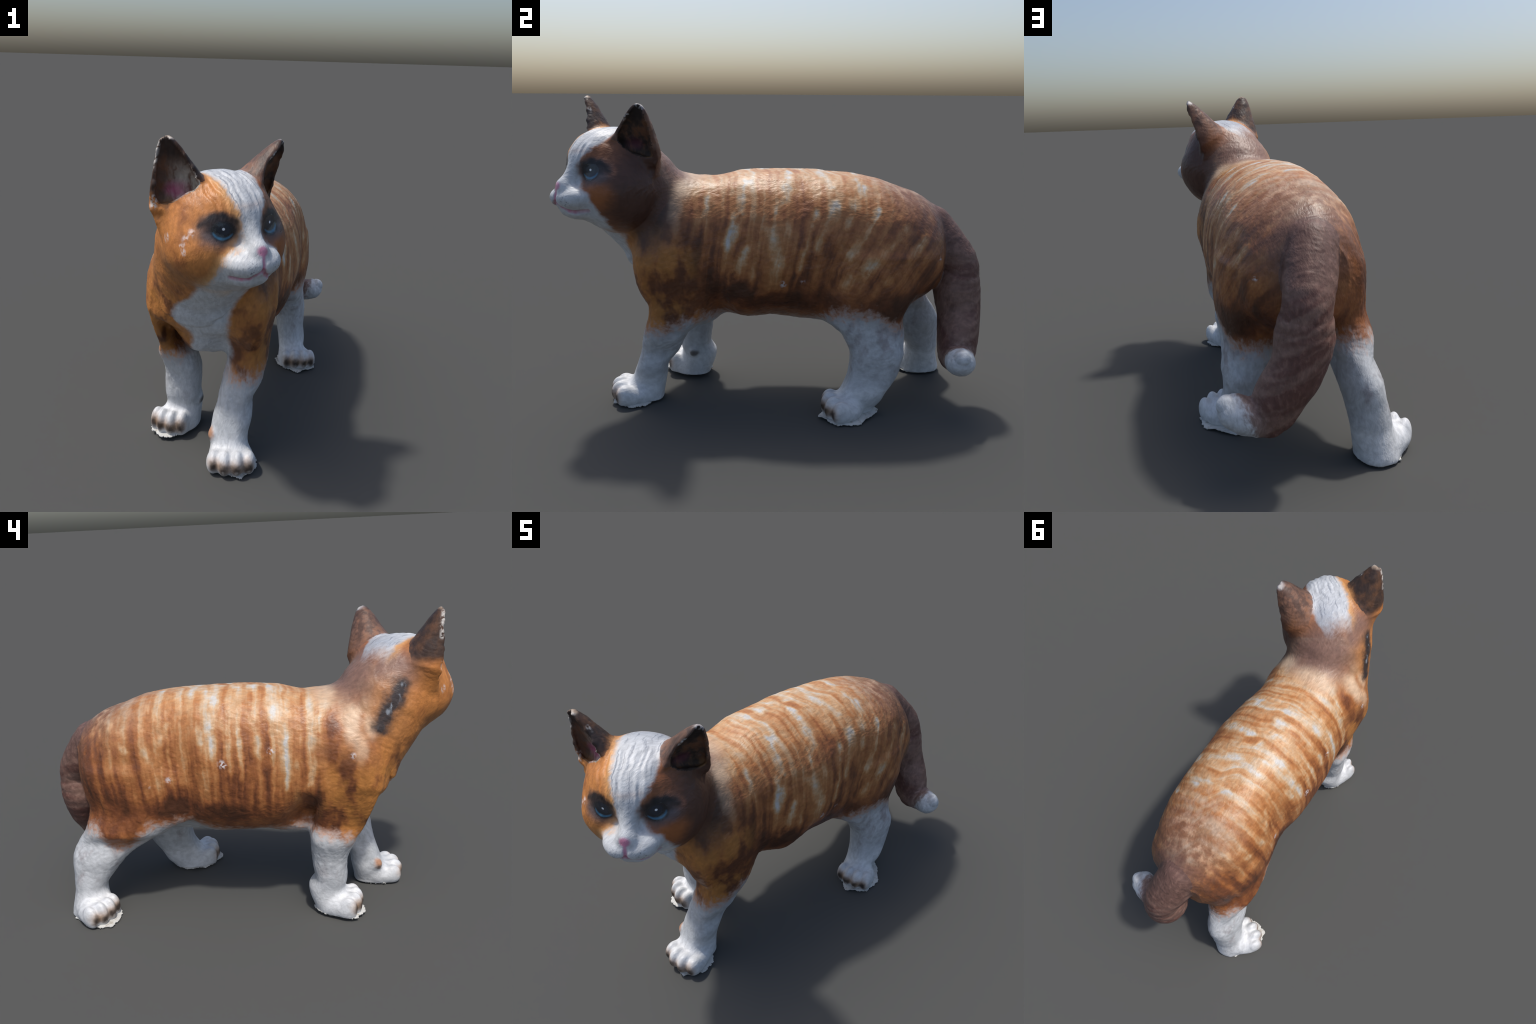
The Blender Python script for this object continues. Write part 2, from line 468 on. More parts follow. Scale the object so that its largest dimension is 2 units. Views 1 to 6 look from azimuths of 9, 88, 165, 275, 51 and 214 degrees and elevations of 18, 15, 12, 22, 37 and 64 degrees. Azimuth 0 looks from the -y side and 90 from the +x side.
class Coat:
    """node tree with helpers; every colour mask is worked out from Object coordinates"""
    def __init__(self, name):
        self.mat = bpy.data.materials.new(name); self.mat.use_nodes = True
        self.nt = nt = self.mat.node_tree
        self.bsdf = nt.nodes["Principled BSDF"]
        tc = nt.nodes.new("ShaderNodeTexCoord")
        self.P = tc.outputs["Object"]
        self.x, self.y, self.z = self.split(self.P)
        n1 = self.noise(self.P, 9.0, 3, color=True); n2 = self.noise(self.P, 38.0, 2, color=True)
        self.W = self.vadd(self.vadd(self.P, self.vscale(self.voff(n1, -0.5), 0.045)), self.vscale(self.voff(n2, -0.5), 0.016))
        self.wx, self.wy, self.wz = self.split(self.W)
        self.col = None
    # ---- vectors
    def split(self, v):
        n = self.nt.nodes.new("ShaderNodeSeparateXYZ"); self.nt.links.new(v, n.inputs[0])
        return [Val(self.nt, o) for o in n.outputs]
    def vec(self, op, a, b=None, scale=None):
        n = self.nt.nodes.new("ShaderNodeVectorMath"); n.operation = op
        self.nt.links.new(a, n.inputs[0])
        if b is not None:
            if isinstance(b, tuple): n.inputs[1].default_value = b
            else: self.nt.links.new(b, n.inputs[1])
        if scale is not None: n.inputs["Scale"].default_value = scale
        return n
    def vadd(self, a, b): return self.vec("ADD", a, b).outputs[0]
    def voff(self, a, c): return self.vec("ADD", a, (c, c, c)).outputs[0]
    def vscale(self, a, s): return self.vec("SCALE", a, scale=s).outputs[0]
    def vmul(self, a, t): return self.vec("MULTIPLY", a, t).outputs[0]
    def dot(self, a, t): return Val(self.nt, self.vec("DOT_PRODUCT", a, t).outputs["Value"])
    def length(self, a): return Val(self.nt, self.vec("LENGTH", a).outputs["Value"])
    def combine(self, x, y, z):
        n = self.nt.nodes.new("ShaderNodeCombineXYZ")
        for i, v in enumerate((x, y, z)):
            if isinstance(v, Val): self.nt.links.new(v.s, n.inputs[i])
            else: n.inputs[i].default_value = v
        return n.outputs[0]
    def noise(self, v, scale, detail=3, color=False, rough=0.55, stretch=None):
        if stretch: v = self.vmul(v, stretch)
        n = self.nt.nodes.new("ShaderNodeTexNoise"); self.nt.links.new(v, n.inputs["Vector"])
        n.inputs["Scale"].default_value = scale; n.inputs["Detail"].default_value = detail; n.inputs["Roughness"].default_value = rough
        return n.outputs["Color"] if color else Val(self.nt, n.outputs["Fac"])
    # ---- masks
    def step(self, v, a, b, lo=0.0, hi=1.0):
        """smooth 0..1 as v goes a..b"""
        n = self.nt.nodes.new("ShaderNodeMapRange"); n.interpolation_type = "SMOOTHSTEP"
        if a > b: a, b, lo, hi = b, a, hi, lo
        self.nt.links.new(v.s, n.inputs["Value"])
        for k, t in (("From Min", a), ("From Max", b), ("To Min", lo), ("To Max", hi)): n.inputs[k].default_value = t
        return Val(self.nt, n.outputs["Result"])
    def curve(self, v, pts):
        """piecewise smooth function of v through pts"""
        (x0, x1), (y0, y1) = (pts[0][0], pts[-1][0]), (min(p[1] for p in pts), max(p[1] for p in pts))
        n = self.nt.nodes.new("ShaderNodeFloatCurve")
        t = (v - x0) * (1 / (x1 - x0))
        self.nt.links.new(t.s, n.inputs["Value"])
        c = n.mapping.curves[0]
        q = [((a - x0) / (x1 - x0), (b - y0) / (y1 - y0 + 1e-9)) for a, b in pts]
        c.points[0].location, c.points[1].location = q[0], q[-1]
        for a in q[1:-1]: c.points.new(*a)
        n.mapping.update()
        return Val(self.nt, n.outputs[0]) * (y1 - y0) + y0
    def blob(self, c, r, soft=0.35, warp=True):
        d = self.vec("SUBTRACT", self.W if warp is True else (warp or self.P), tuple(c)).outputs[0]
        r = r if isinstance(r, tuple) else (r, r, r)
        return self.step(self.length(self.vmul(d, tuple(1 / a for a in r))), 1 + soft, 1 - soft)
    def streak(self, a, b, w, coords=None, soft=1.0):
        """soft line from a to b (points in space), half width w"""
        v = self.W if coords is None else coords
        ab = tuple(q - p for p, q in zip(a, b)); L2 = sum(t * t for t in ab)
        d = self.vec("SUBTRACT", v, tuple(a)).outputs[0]
        t = (self.dot(d, tuple(c / L2 for c in ab)))
        n = self.nt.nodes.new("ShaderNodeClamp"); self.nt.links.new(t.s, n.inputs[0])
        n2 = self.nt.nodes.new("ShaderNodeVectorMath"); n2.operation = "SCALE"; n2.inputs[0].default_value = ab
        self.nt.links.new(n.outputs[0], n2.inputs["Scale"])
        e = self.vec("SUBTRACT", d, n2.outputs[0]).outputs[0]
        return self.step(self.length(e), w * (1 + soft), w * max(0.0, 1 - soft))
    # ---- paint
    def base(self, c):
        n = self.nt.nodes.new("ShaderNodeRGB"); n.outputs[0].default_value = (*lin(*c), 1); self.col = n.outputs[0]
    def paint(self, c, m):
        n = self.nt.nodes.new("ShaderNodeMix"); n.data_type = "RGBA"
        if isinstance(m, Val): self.nt.links.new(m.s, n.inputs[0])
        else: n.inputs[0].default_value = m
        self.nt.links.new(self.col, n.inputs[6])
        if isinstance(c, tuple): n.inputs[7].default_value = (*lin(*c), 1)
        else: self.nt.links.new(c, n.inputs[7])
        self.col = n.outputs[2]
    def ramp(self, v, stops):
        n = self.nt.nodes.new("ShaderNodeValToRGB"); self.nt.links.new(v.s, n.inputs[0])
        e = n.color_ramp.elements
        e[0].position, e[0].color = stops[0][0], (*lin(*stops[0][1]), 1)
        e[1].position, e[1].color = stops[-1][0], (*lin(*stops[-1][1]), 1)
        for p, c in stops[1:-1]:
            e.new(p).color = (*lin(*c), 1)
        return n.outputs[0]
    def grain(self, v, lo, hi):
        """multiply the colour by a value that swings lo..hi with v"""
        k = self.step(v, 0.25, 0.75, lo, hi)
        self.col = self.vec("MULTIPLY", self.col, self.combine(k, k, k)).outputs[0]
    def finish(self, rough=0.5, spec=0.35, bump=None, bump_d=0.004, coat=0.0):
        self.nt.links.new(self.col, self.bsdf.inputs["Base Color"])
        self.bsdf.inputs["Roughness"].default_value = rough
        self.bsdf.inputs["Specular IOR Level"].default_value = spec
        self.bsdf.inputs["Coat Weight"].default_value = coat
        self.bsdf.inputs["Coat Roughness"].default_value = 0.15
        if bump is not None:
            n = self.nt.nodes.new("ShaderNodeBump"); n.inputs["Strength"].default_value = 0.6; n.inputs["Distance"].default_value = bump_d
            self.nt.links.new(bump.s, n.inputs["Height"]); self.nt.links.new(n.outputs[0], self.bsdf.inputs["Normal"])
        return self.mat
    def head_frame(self):
        r = math.sqrt(0.5)
        d = self.vec("SUBTRACT", self.P, HEAD_O).outputs[0]
        self.f, self.s = self.dot(d, (r, -r, 0)), self.dot(d, (r, r, 0))
        self.H = self.combine(self.f, self.s, self.z)
        dw = self.vec("SUBTRACT", self.W, HEAD_O).outputs[0]
        self.wf, self.ws = self.dot(dw, (r, -r, 0)), self.dot(dw, (r, r, 0))
        self.HW = self.combine(self.wf, self.ws, self.wz)

WHITE, TAN, ORANGE, RUST = (196, 199, 202), (200, 158, 116), (184, 120, 64), (146, 88, 50)
DARK, CREAM, MAUVE, TAILBROWN = (92, 56, 38), (208, 190, 172), (124, 96, 86), (94, 70, 64)

# pale tabby stripes: end points on the skin, half width, strength
STRIPES = [
    ((-0.11, 0.150, 1.107), (-0.27, 0.133, 0.967), 0.016, 0.60), ((-0.27, 0.133, 0.967), (-0.30, 0.129, 0.880), 0.016, 0.70),
    ((-0.05, 0.085, 1.120), (-0.26, 0.060, 0.977), 0.015, 0.65), ((-0.26, 0.060, 0.977), (-0.31, 0.045, 0.830), 0.014, 0.65),
    ((-0.08, 0.021, 1.120), (-0.28, 0.005, 0.955), 0.012, 0.60), ((-0.28, 0.005, 0.955), (-0.32, 0.000, 0.790), 0.012, 0.60),
    ((-0.05, -0.055, 1.124), (-0.22, -0.065, 1.034), 0.018, 0.75), ((-0.22, -0.065, 1.034), (-0.30, -0.078, 0.900), 0.018, 0.75),
    ((-0.16, -0.203, 1.062), (-0.28, -0.206, 0.924), 0.014, 0.60), ((-0.28, -0.206, 0.924), (-0.315, -0.214, 0.740), 0.013, 0.65),
    ((-0.22, -0.360, 1.002), (-0.30, -0.339, 0.880), 0.020, 0.55), ((-0.30, -0.339, 0.880), (-0.305, -0.319, 0.690), 0.017, 0.55),
    ((-0.12, 0.216, 1.099), (-0.255, 0.188, 0.960), 0.014, 0.60), ((-0.22, 0.335, 0.996), (-0.28, 0.384, 0.890), 0.014, 0.55),
    ((-0.28, 0.384, 0.890), (-0.29, 0.336, 0.790), 0.014, 0.60), ((-0.27, 0.445, 0.900), (-0.30, 0.407, 0.800), 0.013, 0.60),
    ((-0.06, -0.140, 1.118), (-0.22, -0.150, 1.040), 0.016, 0.50), ((-0.24, -0.277, 0.959), (-0.295, -0.274, 0.820), 0.010, 0.45),
    ((-0.24, 0.579, 0.908), (-0.285, 0.501, 0.860), 0.012, 0.50),
    ((0.10, -0.131, 1.085), (0.212, -0.170, 0.951), 0.014, 0.75), ((0.212, -0.170, 0.951), (0.250, -0.215, 0.841), 0.016, 0.90),
    ((0.263, -0.144, 0.800), (0.260, -0.215, 0.640), 0.015, 0.85), ((0.150, -0.310, 1.010), (0.225, -0.370, 0.876), 0.014, 0.65),
    ((0.082, 0.052, 1.104), (0.180, 0.034, 1.020), 0.015, 0.75), ((0.252, -0.027, 0.885), (0.268, 0.000, 0.780), 0.016, 0.55),
    ((0.230, 0.175, 0.965), (0.278, 0.108, 0.770), 0.012, 0.65), ((0.210, 0.260, 1.000), (0.272, 0.190, 0.847), 0.013, 0.65),
    ((0.120, 0.400, 1.065), (0.255, 0.320, 0.910), 0.013, 0.70), ((0.217, 0.576, 0.884), (0.292, 0.428, 0.755), 0.017, 0.75),
    ((0.292, 0.428, 0.755), (0.275, 0.325, 0.660), 0.017, 0.60), ((0.213, 0.667, 0.843), (0.290, 0.520, 0.700), 0.013, 0.55),
    ((0.220, 0.455, 0.970), (0.279, 0.345, 0.810), 0.012, 0.60), ((0.053, 0.378, 1.101), (0.160, 0.373, 1.045), 0.014, 0.55),
    ((0.050, 0.215, 1.115), (0.130, 0.243, 1.080), 0.014, 0.55), ((0.220, 0.003, 0.964), (0.030, 0.054, 1.122), 0.012, 0.55),
    ((0.095, 0.116, 1.098), (-0.15, 0.111, 1.090), 0.018, 0.55), ((0.116, 0.217, 1.089), (-0.05, 0.206, 1.123), 0.015, 0.45),
    ((0.215, 0.351, 0.992), (-0.046, 0.382, 1.103), 0.013, 0.50), ((-0.18, 0.124, 1.071), (-0.305, 0.109, 0.860), 0.010, 0.40),
    ((-0.12, -0.264, 1.060), (-0.29, -0.260, 0.824), 0.011, 0.50),
]
# darker patches of the flank, shoulder and thigh: centre, radii, strength
BLOTCHES = [
    ((-0.28, 0.29, 0.66), (0.08, 0.07, 0.05), 0.75), ((-0.26, 0.36, 0.60), (0.08, 0.10, 0.05), 0.80), ((-0.28, 0.59, 0.66), (0.10, 0.06, 0.10), 0.70),
    ((-0.34, -0.49, 0.71), (0.08, 0.035, 0.08), 0.70), ((-0.31, -0.43, 0.47), (0.06, 0.03, 0.06), 0.65), ((-0.29, -0.34, 0.61), (0.09, 0.06, 0.11), 0.75),
    ((-0.28, 0.12, 0.58), (0.09, 0.20, 0.05), 0.65), ((-0.29, -0.30, 0.88), (0.07, 0.03, 0.10), 0.40), ((-0.26, -0.42, 0.90), (0.09, 0.035, 0.13), 0.55),
    ((0.26, -0.15, 0.62), (0.07, 0.05, 0.04), 0.70), ((0.25, -0.27, 0.62), (0.08, 0.12, 0.08), 0.75), ((0.25, 0.05, 0.56), (0.08, 0.22, 0.05), 0.60),
    ((0.28, 0.52, 0.53), (0.08, 0.15, 0.06), 0.75), ((0.24, -0.38, 0.80), (0.08, 0.06, 0.16), 0.60), ((0.20, -0.50, 0.50), (0.07, 0.07, 0.07), 0.60),
    ((0.13, -0.60, 0.47), (0.05, 0.05, 0.05), 0.45), ((0.22, 0.10, 0.99), (0.06, 0.08, 0.06), 0.40), ((0.25, 0.22, 0.83), (0.06, 0.03, 0.10), 0.40),
    ((0.16, 0.70, 0.87), (0.10, 0.12, 0.10), 0.45), ((-0.20, 0.72, 0.75), (0.10, 0.06, 0.20), 0.55), ((0.20, -0.36, 1.02), (0.05, 0.05, 0.06), 0.60),
    ((0.22, 0.70, 0.62), (0.10, 0.10, 0.14), 0.60), ((-0.23, -0.56, 0.55), (0.08, 0.05, 0.07), 0.70), ((-0.22, -0.41, 0.98), (0.06, 0.03, 0.08), 0.50),
]
SCRAPES = [((-0.288, 0.332, 0.750), 0.017), ((-0.298, 0.424, 0.706), 0.011), ((-0.313, 0.084, 0.833), 0.018), ((-0.305, -0.148, 0.893), 0.016),
           ((-0.324, -0.498, 0.861), 0.012), ((-0.279, -0.620, 0.765), 0.009), ((0.259, 0.027, 0.657), 0.016), ((0.262, 0.113, 0.658), 0.015),
           ((0.251, -0.301, 0.786), 0.009), ((0.208, 0.743, 0.745), 0.010)]

def coat_base(c, parts):
    """ground colours shared by all parts, so that no seam shows between them"""
    nt = c.nt
    strand = c.noise(c.vadd(c.P, c.vscale(c.voff(c.noise(c.P, 7, 2, color=True), -0.5), 0.06)), 46, 3, stretch=(1.5, 0.62, 0.8), rough=0.6)
    big = c.noise(c.P, 6.5, 4, rough=0.6)
    mid = c.noise(c.P, 20, 4, stretch=(1, 1.0, 0.6), rough=0.6)
    c.strand, c.mid = strand, mid
    c.base(ORANGE)
    c.paint(RUST, c.step(big, 0.42, 0.66) * 0.7)
    if "body" in parts:
        # fur tone 0..1: pale along the top, deeper low down, broken vertical bands, named stripes and blotches
        slant = c.step(c.wy, 0.0, 0.6, 0.15, 0.75) * c.step(c.x, -0.05, 0.05, 0.15, 1.0)
        ph = c.wy * 0.7 + c.y * 0.3 - (c.wz.min(0.96) - 0.8) * slant
        band = c.noise(c.combine(ph * 15, c.wz * 1.5, c.wx * 1.2), 1.0, 2, rough=0.5)
        fine = c.noise(c.combine(ph * 32, c.wz * 2.0, c.wx * 1.6), 1.0, 2, rough=0.5)
        flank = c.step(c.wz, 0.52, 0.70) * c.step(c.y, -0.50, -0.30)
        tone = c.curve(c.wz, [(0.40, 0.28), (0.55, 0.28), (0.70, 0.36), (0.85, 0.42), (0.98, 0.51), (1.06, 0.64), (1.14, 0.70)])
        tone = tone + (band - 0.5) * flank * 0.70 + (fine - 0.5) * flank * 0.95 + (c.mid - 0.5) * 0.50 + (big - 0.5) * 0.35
        for p, r, k in BLOTCHES:
            tone = tone - c.blob(p, r, 0.6) * (k * 0.34)
        gate = c.step(c.noise(c.P, 15, 3), 0.20, 0.50)
        lines = None
        for a, b, w, k in STRIPES:
            b = tuple(q + 0.22 * (q - p) for p, q in zip(a, b))            # let each run a little lower
            s = c.streak(a, b, w * (1.4 if a[0] > 0.15 else 1.1)) * min(1.0, k * (1.3 if a[0] > 0.15 else 1.0))
            lines = s if lines is None else lines.max(s)
        tone = tone + lines * gate * 0.50
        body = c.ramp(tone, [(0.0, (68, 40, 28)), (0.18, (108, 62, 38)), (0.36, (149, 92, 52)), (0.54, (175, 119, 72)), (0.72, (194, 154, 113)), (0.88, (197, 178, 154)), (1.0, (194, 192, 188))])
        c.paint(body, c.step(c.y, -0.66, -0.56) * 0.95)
        smoke = c.noise(c.vadd(c.P, (3.0, 1.0, 2.0)) , 9.5, 3, stretch=(1, 1, 0.7))
        c.paint((186, 126, 62), c.step(c.y, -0.30, -0.45) * c.step(c.wz, 0.95, 0.75) * c.step(smoke, 0.40, 0.60) * 0.65)
        c.paint((88, 52, 34), c.step(c.y, -0.30, -0.42) * c.step(c.wz, 0.98, 0.80) * c.step(smoke, 0.50, 0.36) * 0.75)
        # the crupper is greyer and duskier
        c.paint((168, 140, 120), c.blob((0.0, 0.60, 1.06), (0.20, 0.20, 0.16), 0.6) * c.step(c.mid, 0.35, 0.60) * 0.65)
        c.paint((116, 80, 60), c.blob((0.02, 0.70, 0.94), (0.25, 0.20, 0.25), 0.6) * c.step(c.mid, 0.66, 0.42) * 0.8)
        c.paint((104, 78, 70), c.blob((0.03, 0.80, 0.86), (0.13, 0.14, 0.20), 0.6) * 0.9)
    # neck: dusky nape, darker left side
    if "neck" in parts:
        nape = c.blob((-0.06, -0.525, 1.16), (0.18, 0.15, 0.17), 0.65).max(c.blob((-0.15, -0.68, 1.20), (0.08, 0.12, 0.10), 0.6))
        c.paint((124, 95, 84), nape * 0.95)
        c.paint((56, 44, 42), c.blob((0.20, -0.58, 1.02), (0.12, 0.15, 0.21), 0.5) * 0.9)
        c.paint((112, 84, 74), c.blob((0.05, -0.45, 1.13), (0.10, 0.09, 0.09), 0.5) * 0.7)
        for p, r, k in (((-0.26, -0.50, 1.00), (0.07, 0.035, 0.10), 0.75), ((-0.10, -0.38, 1.09), (0.14, 0.05, 0.05), 0.55), ((-0.26, -0.585, 0.98), (0.03, 0.03, 0.06), 0.6),
                        ((0.13, -0.42, 1.07), (0.06, 0.04, 0.06), 0.6), ((0.17, -0.46, 0.95), (0.05, 0.03, 0.10), 0.35), ((-0.31, -0.535, 0.90), (0.05, 0.03, 0.06), 0.5)):
            c.paint((214, 188, 160), c.blob(p, r, 0.6) * k)
    if "bib" in parts:
        cx = c.curve(c.z, [(0.46, -0.04), (0.55, -0.028), (0.61, -0.027), (0.69, -0.045), (0.75, -0.030), (0.85, 0.050), (0.95, 0.10)])
        hw = c.curve(c.z, [(0.46, 0.10), (0.52, 0.088), (0.57, 0.074), (0.61, 0.078), (0.69, 0.112), (0.75, 0.115), (0.85, 0.098), (0.95, 0.12)])
        m = c.step((c.wx - cx).abs() - hw, 0.018, -0.018) * c.step(c.y, -0.575, -0.62).max(c.step(c.z, 0.62, 0.58) * c.step(c.y, -0.40, -0.46)) * c.step(c.z, 0.96, 0.90)
        c.paint(WHITE, m)
    if "legs" in parts:
        line = c.curve(c.y, [(-0.68, 0.385), (-0.56, 0.395), (-0.48, 0.410), (-0.41, 0.435), (-0.30, 0.450), (-0.15, 0.425), (0.0, 0.420), (0.15, 0.430),
                             (0.28, 0.495), (0.40, 0.505), (0.50, 0.455), (0.62, 0.420), (0.72, 0.480), (0.90, 0.47)])
        line = line + c.step(c.x, -0.10, 0.0, 0.02, 0.0) * c.step(c.y, 0.35, 0.20) - c.blob((-0.26, 0.62, 0.42), (0.12, 0.09, 0.10), 0.5) * 0.05
        d = c.wz + (strand - 0.5) * 0.14 - line
        c.paint(ORANGE, c.step(d.abs(), 0.05, 0.0) * 0.5)
        c.paint((186, 189, 192), c.step(d, 0.052, -0.056))  # leg white dulled towards the shaded look of the legs
        c.paint((206, 208, 210), c.step(c.z, 0.17, 0.12))  # paws lightened for their bright highlights
        grey = c.noise(c.P, 13, 4, stretch=(1, 1, 0.7))
        c.paint((146, 138, 140), c.step(grey, 0.50, 0.70) * c.step(c.z, 0.14, 0.24) * c.step(d, 0.0, -0.03) * c.step(c.y, -0.3, 0.3, 0.35, 0.75))  # grey smudges painted for shading, strongest on the hind legs
    if "body" in parts:
        sp = c.noise(c.P, 70, 1)
        for p, r in SCRAPES:
            c.paint((226, 222, 224), c.blob(p, r * 1.1, 0.6) * c.step(sp, 0.40, 0.56))

def coat_head(c):
    c.head_frame()
    dk = lambda p, r, soft=0.5: c.blob(p, r, soft, warp=c.HW)
    crisp = lambda p, r, soft=0.2: c.blob(p, r, soft, warp=c.H)
    hd = c.step(c.z, 0.86, 0.93) * c.step(c.f, -0.17, -0.08)
    # left side of the face darker, right side lighter ginger
    left = c.step(c.ws, 0.03, 0.10) * hd
    c.paint((120, 74, 48), left * 0.9)
    c.paint((74, 50, 42), c.step(c.ws, 0.12, 0.21) * hd * 0.85)
    c.paint((154, 92, 50), dk((0.145, 0.145, 1.045), (0.06, 0.075, 0.055), 0.7) * 0.9)
    c.paint((126, 82, 60), dk((0.085, 0.185, 1.155), (0.03, 0.035, 0.02)) * 0.6)
    right = c.step(c.ws, -0.03, -0.08) * hd
    c.paint((204, 134, 72), right * c.step(c.mid, 0.35, 0.65) * 0.8)
    c.paint((120, 82, 44), c.step(c.ws, -0.05, -0.12) * c.step(c.wz, 1.04, 0.96) * hd * 0.45)
    # white blaze, muzzle, chin and crown
    w = c.curve(c.z, [(0.84, 0.12), (0.90, 0.125), (0.95, 0.138), (1.01, 0.130), (1.045, 0.120), (1.075, 0.082), (1.10, 0.062), (1.19, 0.050), (1.225, 0.066), (1.30, 0.086), (1.36, 0.10)])
    off = c.step(c.z, 1.17, 1.30, 0.004, 0.026)
    crown = c.step(c.wf + (c.strand - 0.5) * 0.06, -0.26, -0.14) * c.step(c.z, 1.18, 1.25)
    face = c.step(c.wf, -0.01, 0.045) * c.step(c.z, 1.30, 1.20)
    shape = c.step((c.ws - off).abs() - w + (c.strand - 0.5) * 0.03, 0.014, -0.014)
    m = shape * crown.max(face) * c.step(c.z, 0.84, 0.90)
    c.paint((222, 176, 120), c.step((c.ws - off).abs() - w, 0.045, 0.0) * crown.max(face) * c.step(c.ws, 0.02, -0.02) * 0.6)
    c.paint(WHITE, m)
    c.paint((156, 162, 172), m * c.step(c.wf, 0.0, -0.18) * 0.85)
    streak = c.noise(c.combine(c.ws * 95, c.wf * 9 + c.wz * 6, 0.0), 1.0, 2)
    c.paint((112, 118, 130), c.step(streak, 0.52, 0.72) * m * c.step(c.z, 1.15, 1.22) * 0.75)
    # eyes
    for sd in (-1, 1):
        e = (0.135, 0.102 * sd, 1.143)
        if sd < 0: brow = ((0.090, -0.166, 1.160), (0.112, -0.130, 1.190), (0.134, -0.092, 1.196), (0.150, -0.062, 1.178))
        else: brow = ((0.086, 0.180, 1.158), (0.110, 0.135, 1.186), (0.128, 0.100, 1.190), (0.149, 0.064, 1.172))
        c.paint((84, 80, 84), dk((0.12, 0.112 * sd, 1.140), (0.09, 0.070, 0.058), 0.45) * 0.75)
        c.paint((42, 40, 44), dk((0.13, 0.106 * sd, 1.154), (0.08, 0.054, 0.040), 0.5) * 0.88)
        c.paint((78, 76, 82), dk((0.11, 0.145 * sd, 1.118), (0.05, 0.032, 0.022), 0.7) * 0.5)
        for a, b in zip(brow[:-1], brow[1:]):
            c.paint((26, 25, 28), c.streak(a, b, 0.013, coords=c.HW, soft=0.9) * 0.85)
        c.paint((26, 28, 34), crisp((0.138, 0.101 * sd, 1.143), (0.08, 0.043, 0.037), 0.20) * 0.95)
        ring = crisp((0.138, 0.102 * sd, 1.140), (0.09, 0.0350, 0.0270), 0.12)
        pupil = crisp((0.138, 0.100 * sd, 1.1505), (0.09, 0.0370, 0.0290), 0.14)
        c.paint((60, 110, 140), (ring - pupil).max(0) * 0.95)
        c.paint((34, 44, 58), crisp((0.138, 0.100 * sd, 1.151), (0.09, 0.024, 0.022), 0.4) * 0.8)
        c.paint((236, 240, 244), crisp((0.137, 0.101 * sd, 1.152), (0.05, 0.0048, 0.0048), 0.3))  # white dot painted as the eye's catchlight
    # nose leather, lip line, freckles under the whiskers
    pink = (204, 124, 156)
    c.paint(pink, c.blob((0.245, -0.004, 1.084), (0.030, 0.021, 0.017), 0.40, warp=c.H) * 0.9)
    c.paint(pink, c.streak((0.25, -0.003, 1.075), (0.25, -0.008, 1.020), 0.007, coords=c.H, soft=0.7) * 0.8)
    for side in (MOUTH_R, MOUTH_L):
        for a, b in zip(side[:-1], side[1:]):
            c.paint((186, 104, 132), c.streak(a, b, 0.0080, coords=c.H, soft=0.8) * 0.75)
    dots = c.noise(c.H, 130, 1)
    for sd in (-1, 1):
        c.paint((104, 108, 118), c.blob((0.243, 0.052 * sd, 1.025), (0.03, 0.030, 0.024), 0.4, warp=c.H) * c.step(dots, 0.58, 0.68) * 0.75)
    # scraped cheek
    sp = c.noise(c.P, 65, 1)
    for p, r in (((-0.035, -0.236, 1.094), 0.017), ((0.075, -0.193, 1.136), 0.014), ((0.060, -0.212, 1.117), 0.014), ((0.053, -0.222, 1.09), 0.011), ((0.065, -0.220, 1.07), 0.011)):
        c.paint((228, 206, 196), c.blob(p, r * 0.95, 0.6, warp=c.HW) * c.step(sp, 0.34, 0.55) * 0.85)

def black_patch(c):
    """charred, cracked strip on the right side of the neck"""
    pts = [(-0.187, -0.716, 1.140), (-0.206, -0.696, 1.106), (-0.231, -0.674, 1.066), (-0.247, -0.648, 1.015), (-0.262, -0.634, 0.968)]
    rag = c.vadd(c.W, c.vscale(c.voff(c.noise(c.P, 24, 3, color=True), -0.5), 0.05))
    m = None
    for a, b in zip(pts[:-1], pts[1:]):
        s = c.streak(a, b, 0.038, coords=rag, soft=0.65); m = s if m is None else m.max(s)
    c.paint((172, 118, 70), c.blob((-0.23, -0.68, 1.05), (0.10, 0.09, 0.16), 0.5) * 0.6)
    c.paint((38, 38, 42), m * 0.96)
    n = c.noise(c.P, 30, 3, stretch=(1, 1, 0.5))
    line = None
    for a, b in zip(pts[:-1], pts[1:]):
        s = c.streak(a, b, 0.012, soft=0.8); line = s if line is None else line.max(s)
    c.paint((150, 158, 168), line * c.step(n, 0.50, 0.60) * 0.75)

def toe_marks(c):
    for key, ((cx, cy), (fx, fy), w, l, h) in PAWS.items():
        k = math.hypot(fx, fy); fx, fy = fx / k, fy / k
        for s in (-0.75, -0.27, 0.27, 0.75):
            o = (0.36 if abs(s) > 0.5 else 0.52) * l + 0.42 * l
            px, py = cx + fx * o - fy * s * w * 0.92, cy + fy * o + fx * s * w * 0.92
            c.paint((176, 134, 90), c.blob((px, py, 0.50 * h), (0.031, 0.031, 0.031), 0.8) * 0.6)
            c.paint((46, 38, 34), c.blob((px, py, 0.44 * h), (0.021, 0.021, 0.025), 0.7) * 0.93)
            c.paint((206, 196, 186), c.blob((px + fx * 0.01, py + fy * 0.01, 0.034), (0.009, 0.009, 0.012), 0.5) * 0.5)
    c.paint((172, 114, 66), c.blob((-0.012, -0.672, 0.128), (0.024, 0.026, 0.026), 0.5) * 0.85)
    c.paint((60, 46, 38), c.blob((-0.014, -0.668, 0.108), (0.016, 0.018, 0.014), 0.5) * 0.8)
    c.paint((64, 54, 46), c.blob((-0.110, -0.415, 0.150), (0.018, 0.024, 0.018), 0.5) * 0.8)

